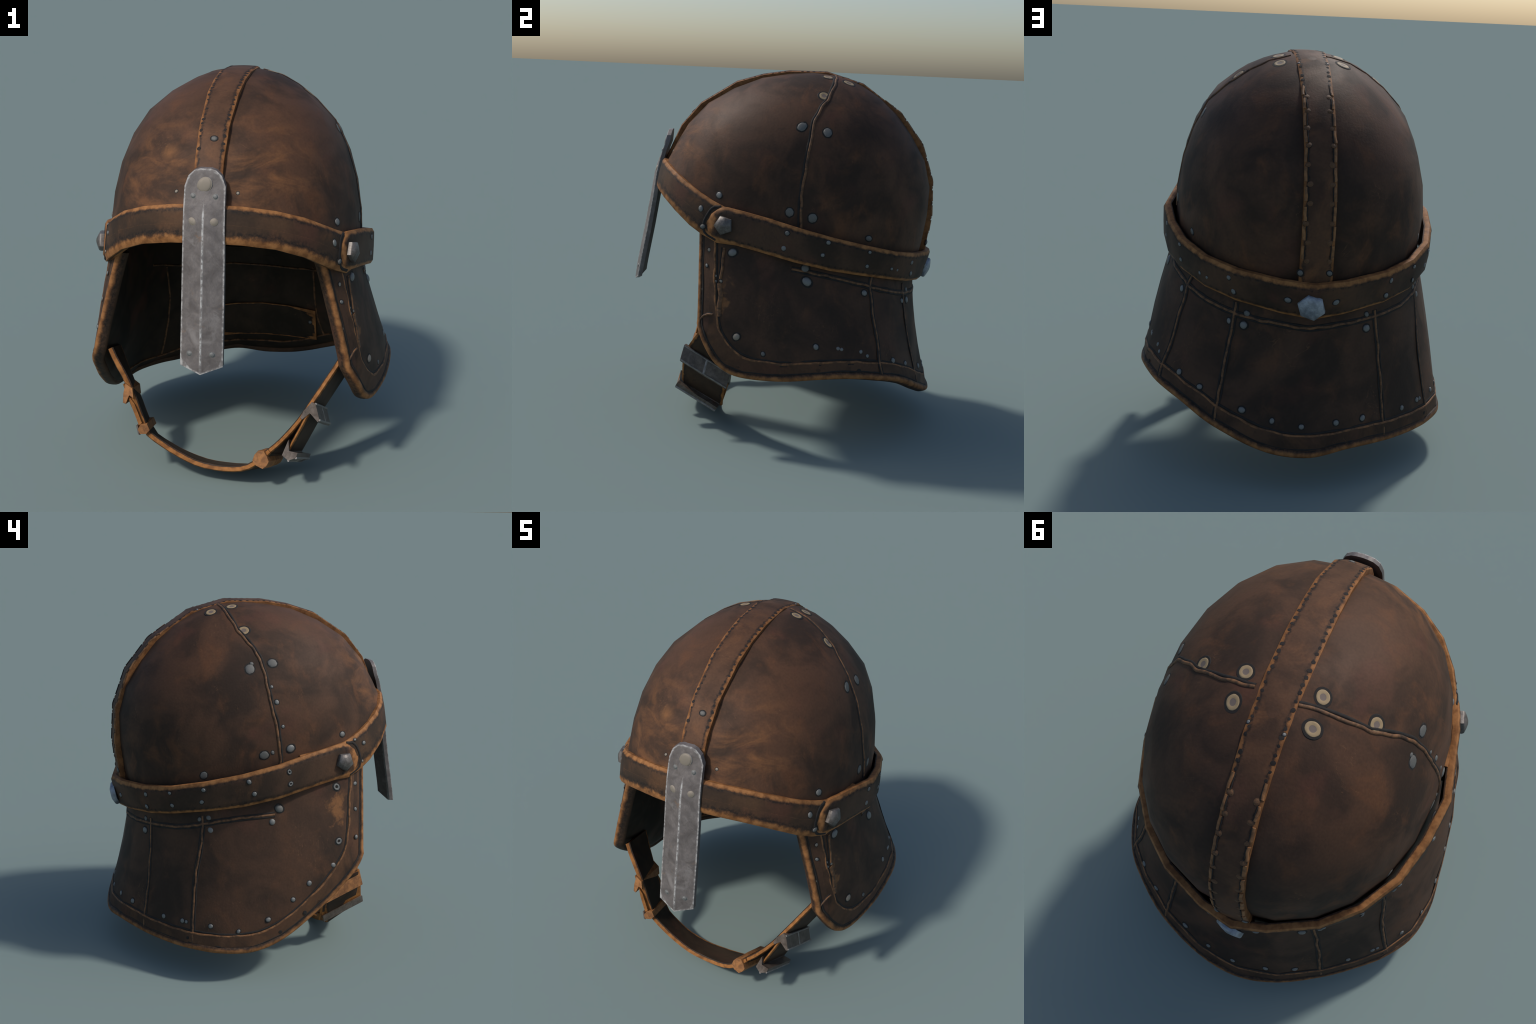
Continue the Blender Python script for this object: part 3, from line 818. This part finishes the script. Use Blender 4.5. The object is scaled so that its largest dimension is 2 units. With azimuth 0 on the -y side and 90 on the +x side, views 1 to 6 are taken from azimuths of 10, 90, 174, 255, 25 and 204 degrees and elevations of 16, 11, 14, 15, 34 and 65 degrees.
# ------------------------------------------------------------------ stitching along the crest
STITCH = lathe("stitch", [(1, -.3, 0), (1, .2, 0), (.5, .35, 0)], [M_STITCH], 8, .2)
def crest_at(y_from, y_to, step, inset_):
    path = resample([(a + b) / 2 for a, b in zip(ctop, cbot)], 400)
    wid = resample([V((w, 0, i)) for i, (y, z, w) in enumerate(CREST)], 400)
    run, last, out = 0, -1, []
    for i in range(1, 400):
        run += (path[i] - path[i - 1]).length
        up = path[i].y < .7 or path[i].z > 1.0
        if y_from <= path[i].y <= y_to and up and run - last >= step:
            last = run
            k = min(range(len(CREST)), key=lambda j: (V((MID, CREST[j][0], CREST[j][1])) - path[i]).length)
            out.append((path[i], CREST[k][2] - inset_, (path[i] - path[i - 1]).normalized()))
    return out
rnd = random.Random(5)
for c, w, t in crest_at(-.60, .52, .027, .0135):
    for sgn in (-1, 1):
        if rnd.random() < .94:
            set_on("stitch", STITCH, T_CREST, c + V((sgn * (w + rnd.uniform(-.002, .002)), 0, 0)) + t * rnd.uniform(-.004, .004), rnd.uniform(.0058, .0098), crest, .35)
NUB = lathe("stitch_nub", [(1.4, -.2, 1), (1.3, .06, 1), (1.0, .10, 0), (.8, .38, 0), (.3, .5, 0)], [M_WELT, M_SOOT], 10, .2)
for c, w, t in crest_at(.55, .86, .086, .008):
    if c.z < 1.06:
        continue
    for sgn in (-1, 1):
        x = V((sgn * w, 0, 0))
        welt("edge_stitch", T_CREST, [c + x - t * .031, c + x, c + x + t * .031], rnd.uniform(.0062, .0082), .0042, .0025, -sgn, (M_THREAD, M_SOOT), rnd.random() * 9, parent=crest, n=6)
        set_on("stitch_nub", NUB, T_CREST, c + V((sgn * (w - .017 + rnd.uniform(-.004, .012)), 0, 0)) + t * .043, rnd.uniform(.009, .012), crest, .8)

# ------------------------------------------------------------------ inside: seams and a neck pad
def inner(pts, n=None):
    """path on the inner face of the guard, normals pointing in"""
    P = resample(pts, n or max(4, int(length([V(p) for p in pts]) / .03)))
    pos, nor = [], []
    for p in P:
        o = V((0, .1, p.z))
        q, nn, _, _ = T_GUARD.ray_cast(o, (p - o).normalized())
        if q is None:
            continue
        inw = V((-q.x, -(q.y - .1), 0))
        pos.append(q)
        nor.append(nn if nn.dot(inw) > 0 else -nn)
    return pos, nor
for k, pts in enumerate(([(-.557, .417, .832), (-.566, .466, .627), (-.581, .475, .521), (-.621, .502, .252)], [(.335, .645, .80), (.34, .652, .756), (.356, .689, .565), (.371, .713, .454), (.392, .735, .348)],
                         [(-.607, .279, .877), (-.541, .447, .835), (-.472, .533, .809), (-.30, .665, .79), (-.1, .73, .775), (.14, .725, .768), (.243, .689, .777), (.42, .56, .80), (.57, .33, .86)],
                         [(-.74, .2, .262), (-.73, .257, .259), (-.627, .5, .239), (-.511, .594, .257), (-.34, .72, .255), (-.169, .805, .255), (-.011, .835, .25), (.14, .824, .257), (.306, .772, .308), (.398, .731, .353), (.55, .62, .42), (.69, .42, .48)])):
    pos, nor = inner(catmull(pts, 40))
    vs, fs = sweep(pos, nor, ring(.006, .006, 0, 6, .001), .004, 60 + k)
    put("lining_seam", build("lining_seam", vs, fs), M_WELT, guard, 60)
pt, pb = [], []
for x in (-.275, -.16, -.01, .15, .325):
    for z, lst in ((.528 - .02 * abs(x), pt), (.305, pb)):
        hit = T_GUARD.ray_cast(V((x, .2, z)), V((0, 1, 0)))
        lst.append(V((x, hit[0].y - .016, z)))
pad = strip("neck_pad", pt, pb, .022, leather("pad_leather", dark=(.030, .023, .016), mid=(.055, .036, .023), warm=(.07, .043, .025), edge=True, worn=.006, seed=7.7),
            normals=[V((0, -1, 0))] * 5, rounded=.003, ends=.9)
T_PAD = bvh(pad.data)
for x in (-.235, .268):
    q = T_PAD.find_nearest(V((x, .6, .405)))[0]
    ob = bpy.data.objects.new("rivet", RIVETS["steel"])
    bpy.context.scene.collection.objects.link(ob)
    ob.matrix_world = Matrix.Translation(q) @ V((0, -1, 0)).to_track_quat("Z", "Y").to_matrix().to_4x4() @ Matrix.Diagonal((.011, .011, .011, 1))
    ob.parent = pad

# ------------------------------------------------------------------ chin strap
LOOP = V((0, -.44, .80))
def band(name, front, widths, thick, n, parent=None, offset=0.0, mat=M_STRAP):
    """strap whose front edge follows the given points; widths = vectors to the back edge"""
    F = catmull(front, n)
    W = catmull(widths, n)
    nor = []
    for i in range(n):
        t = F[min(i + 1, n - 1)] - F[max(i - 1, 0)]
        q = t.cross(W[i]).normalized()
        mid = F[i] + W[i] * .5
        nor.append(q if q.dot(mid - LOOP) > 0 else -q)
    top = [f + q * offset for f, q in zip(F, nor)]
    bot = [f + w + q * offset for f, w, q in zip(F, W, nor)]
    return strip(name, top, bot, thick, mat, parent or root, normals=nor, rows=(0, .06, .14, .5, .86, .94, 1), rounded=.006)

WL, WM, WR = (-.040, .245, -.085), (0, .236, -.120), (.034, .238, -.122)
chin = band("chin_strap", [(-.594, -.436, .642), (-.560, -.460, .590), (-.488, -.497, .484), (-.391, -.531, .252), (-.321, -.544, .199), (-.245, -.553, .155), (-.128, -.559, .103),
                           (-.025, -.562, .087), (.05, -.568, .090), (.12, -.577, .106), (.185, -.584, .146), (.255, -.576, .215)],
            [WL, WL, WL, (-.045, .225, -.105), (-.035, .212, -.114), (-.03, .20, -.114), (-.012, .180, -.100), (0, .168, -.088), (.008, .170, -.085), (.018, .182, -.085), (.032, .205, -.092), WR], .030, 26, offset=.004)
right = band("buckle_strap", [(.205, -.570, .168), (.250, -.566, .208), (.315, -.556, .272), (.395, -.540, .372), (.452, -.522, .462), (.560, -.428, .622), (.600, -.395, .690)],
             [WR, WR, WR, WR, (.03, .25, -.135), (.035, .24, -.115), (.035, .24, -.115)], .027, 20, offset=.004)
tongue = band("strap_tongue", [(.346, -.560, .222), (.396, -.556, .325), (.446, -.547, .430)], [WR, WR, (.03, .25, -.135)], .018, 7)
loop_in = band("strap_fold", [(-.490, -.500, .492), (-.440, -.520, .372), (-.376, -.532, .252)], [WL, WL, WL], .014, 6, offset=.016)

def prism(name, profile, w, mat, peak=0.0, parent=root, rods=()):
    """folded keeper: a cross-section carried across the strap; peak lifts the middle into a ridge"""
    P, w = [V(p) for p in profile], V(w)
    c = sum(P, V()) / len(P)
    k = len(P)
    verts, faces = [], []
    for u, g in ((-.02, .96), (0, 1), (.25, 1.0), (.5, 1.0 + peak), (.75, 1.0), (1, 1), (1.02, .96)):
        verts += [c + (p - c) * g + w * u for p in P]
    for i in range(6):
        for j in range(k):
            faces.append((i * k + j, i * k + (j + 1) % k, (i + 1) * k + (j + 1) % k, (i + 1) * k + j))
    faces += [tuple(range(k))[::-1], tuple(6 * k + j for j in range(k))]
    if not rods:
        return put(name, build(name, verts, faces), mat, parent, 35)
    parts = [(verts, faces, 0)]
    for r in rods:                                        # rubbed, rounded corners
        line = [P[r] - w * .015, P[r] + w * .35, P[r] + w * .7, P[r] + w * 1.015]
        nn = (P[r] - c).normalized()
        a, f = sweep(line, [nn] * 4, ring(.0055, .0055, 0, 8, -.0015), .004, r)
        parts.append((a, f, 1))
    a, f = sweep([P[r] + w * .5 + (P[r] - c).normalized() * .001 for r in rods], [(P[r] - c).normalized() for r in rods], ring(.007, .004, 0, 8), .002, 3)
    parts.append((a, f, 1))
    vs, fs, ms = join(parts)
    return put(name, build(name, vs, fs, None, ms), [mat, M_BRIGHT], parent, 35)

prism("upper_clip", [(.450, -.528, .478), (.470, -.535, .474), (.492, -.553, .398), (.484, -.556, .386), (.444, -.548, .428), (.404, -.540, .386), (.394, -.536, .394), (.410, -.532, .430)],
      (.026, .253, -.140), M_BUCKLE, .04, rods=(1, 2))
prism("lower_clip", [(.343, -.562, .288), (.325, -.568, .240), (.312, -.574, .206), (.346, -.592, .188), (.384, -.588, .204), (.392, -.576, .226), (.346, -.566, .228)],
      (.034, .225, -.120), M_BUCKLE, .04, rods=(3, 4))
prism("strap_keeper", [(.168, -.588, .170), (.178, -.585, .202), (.196, -.580, .224), (.224, -.578, .226), (.240, -.582, .200), (.252, -.586, .172), (.240, -.594, .150), (.222, -.602, .138), (.190, -.598, .150)],
      (.034, .232, -.098), M_TANEDGE, .04)
prism("strap_keeper", [(-.490, -.498, .494), (-.500, -.510, .440), (-.500, -.522, .396), (-.484, -.526, .392), (-.468, -.514, .436), (-.446, -.512, .420), (-.452, -.505, .470)],
      WL, M_TANEDGE, 0)
prism("lower_keeper", [(-.404, -.548, .300), (-.418, -.556, .272), (-.404, -.562, .252), (-.378, -.545, .246), (-.362, -.532, .262), (-.376, -.530, .296)],
      WL, M_TANEDGE, .0)
prism("keeper_plate", [(-.426, -.552, .292), (-.414, -.563, .250), (-.406, -.561, .246), (-.418, -.549, .292)], WL, M_BUCKLE, .0)
prism("strap_gusset", [(-.466, -.516, .430), (-.440, -.520, .395), (-.398, -.540, .300), (-.412, -.548, .290), (-.452, -.528, .380)], WL, M_STRAP, 0)
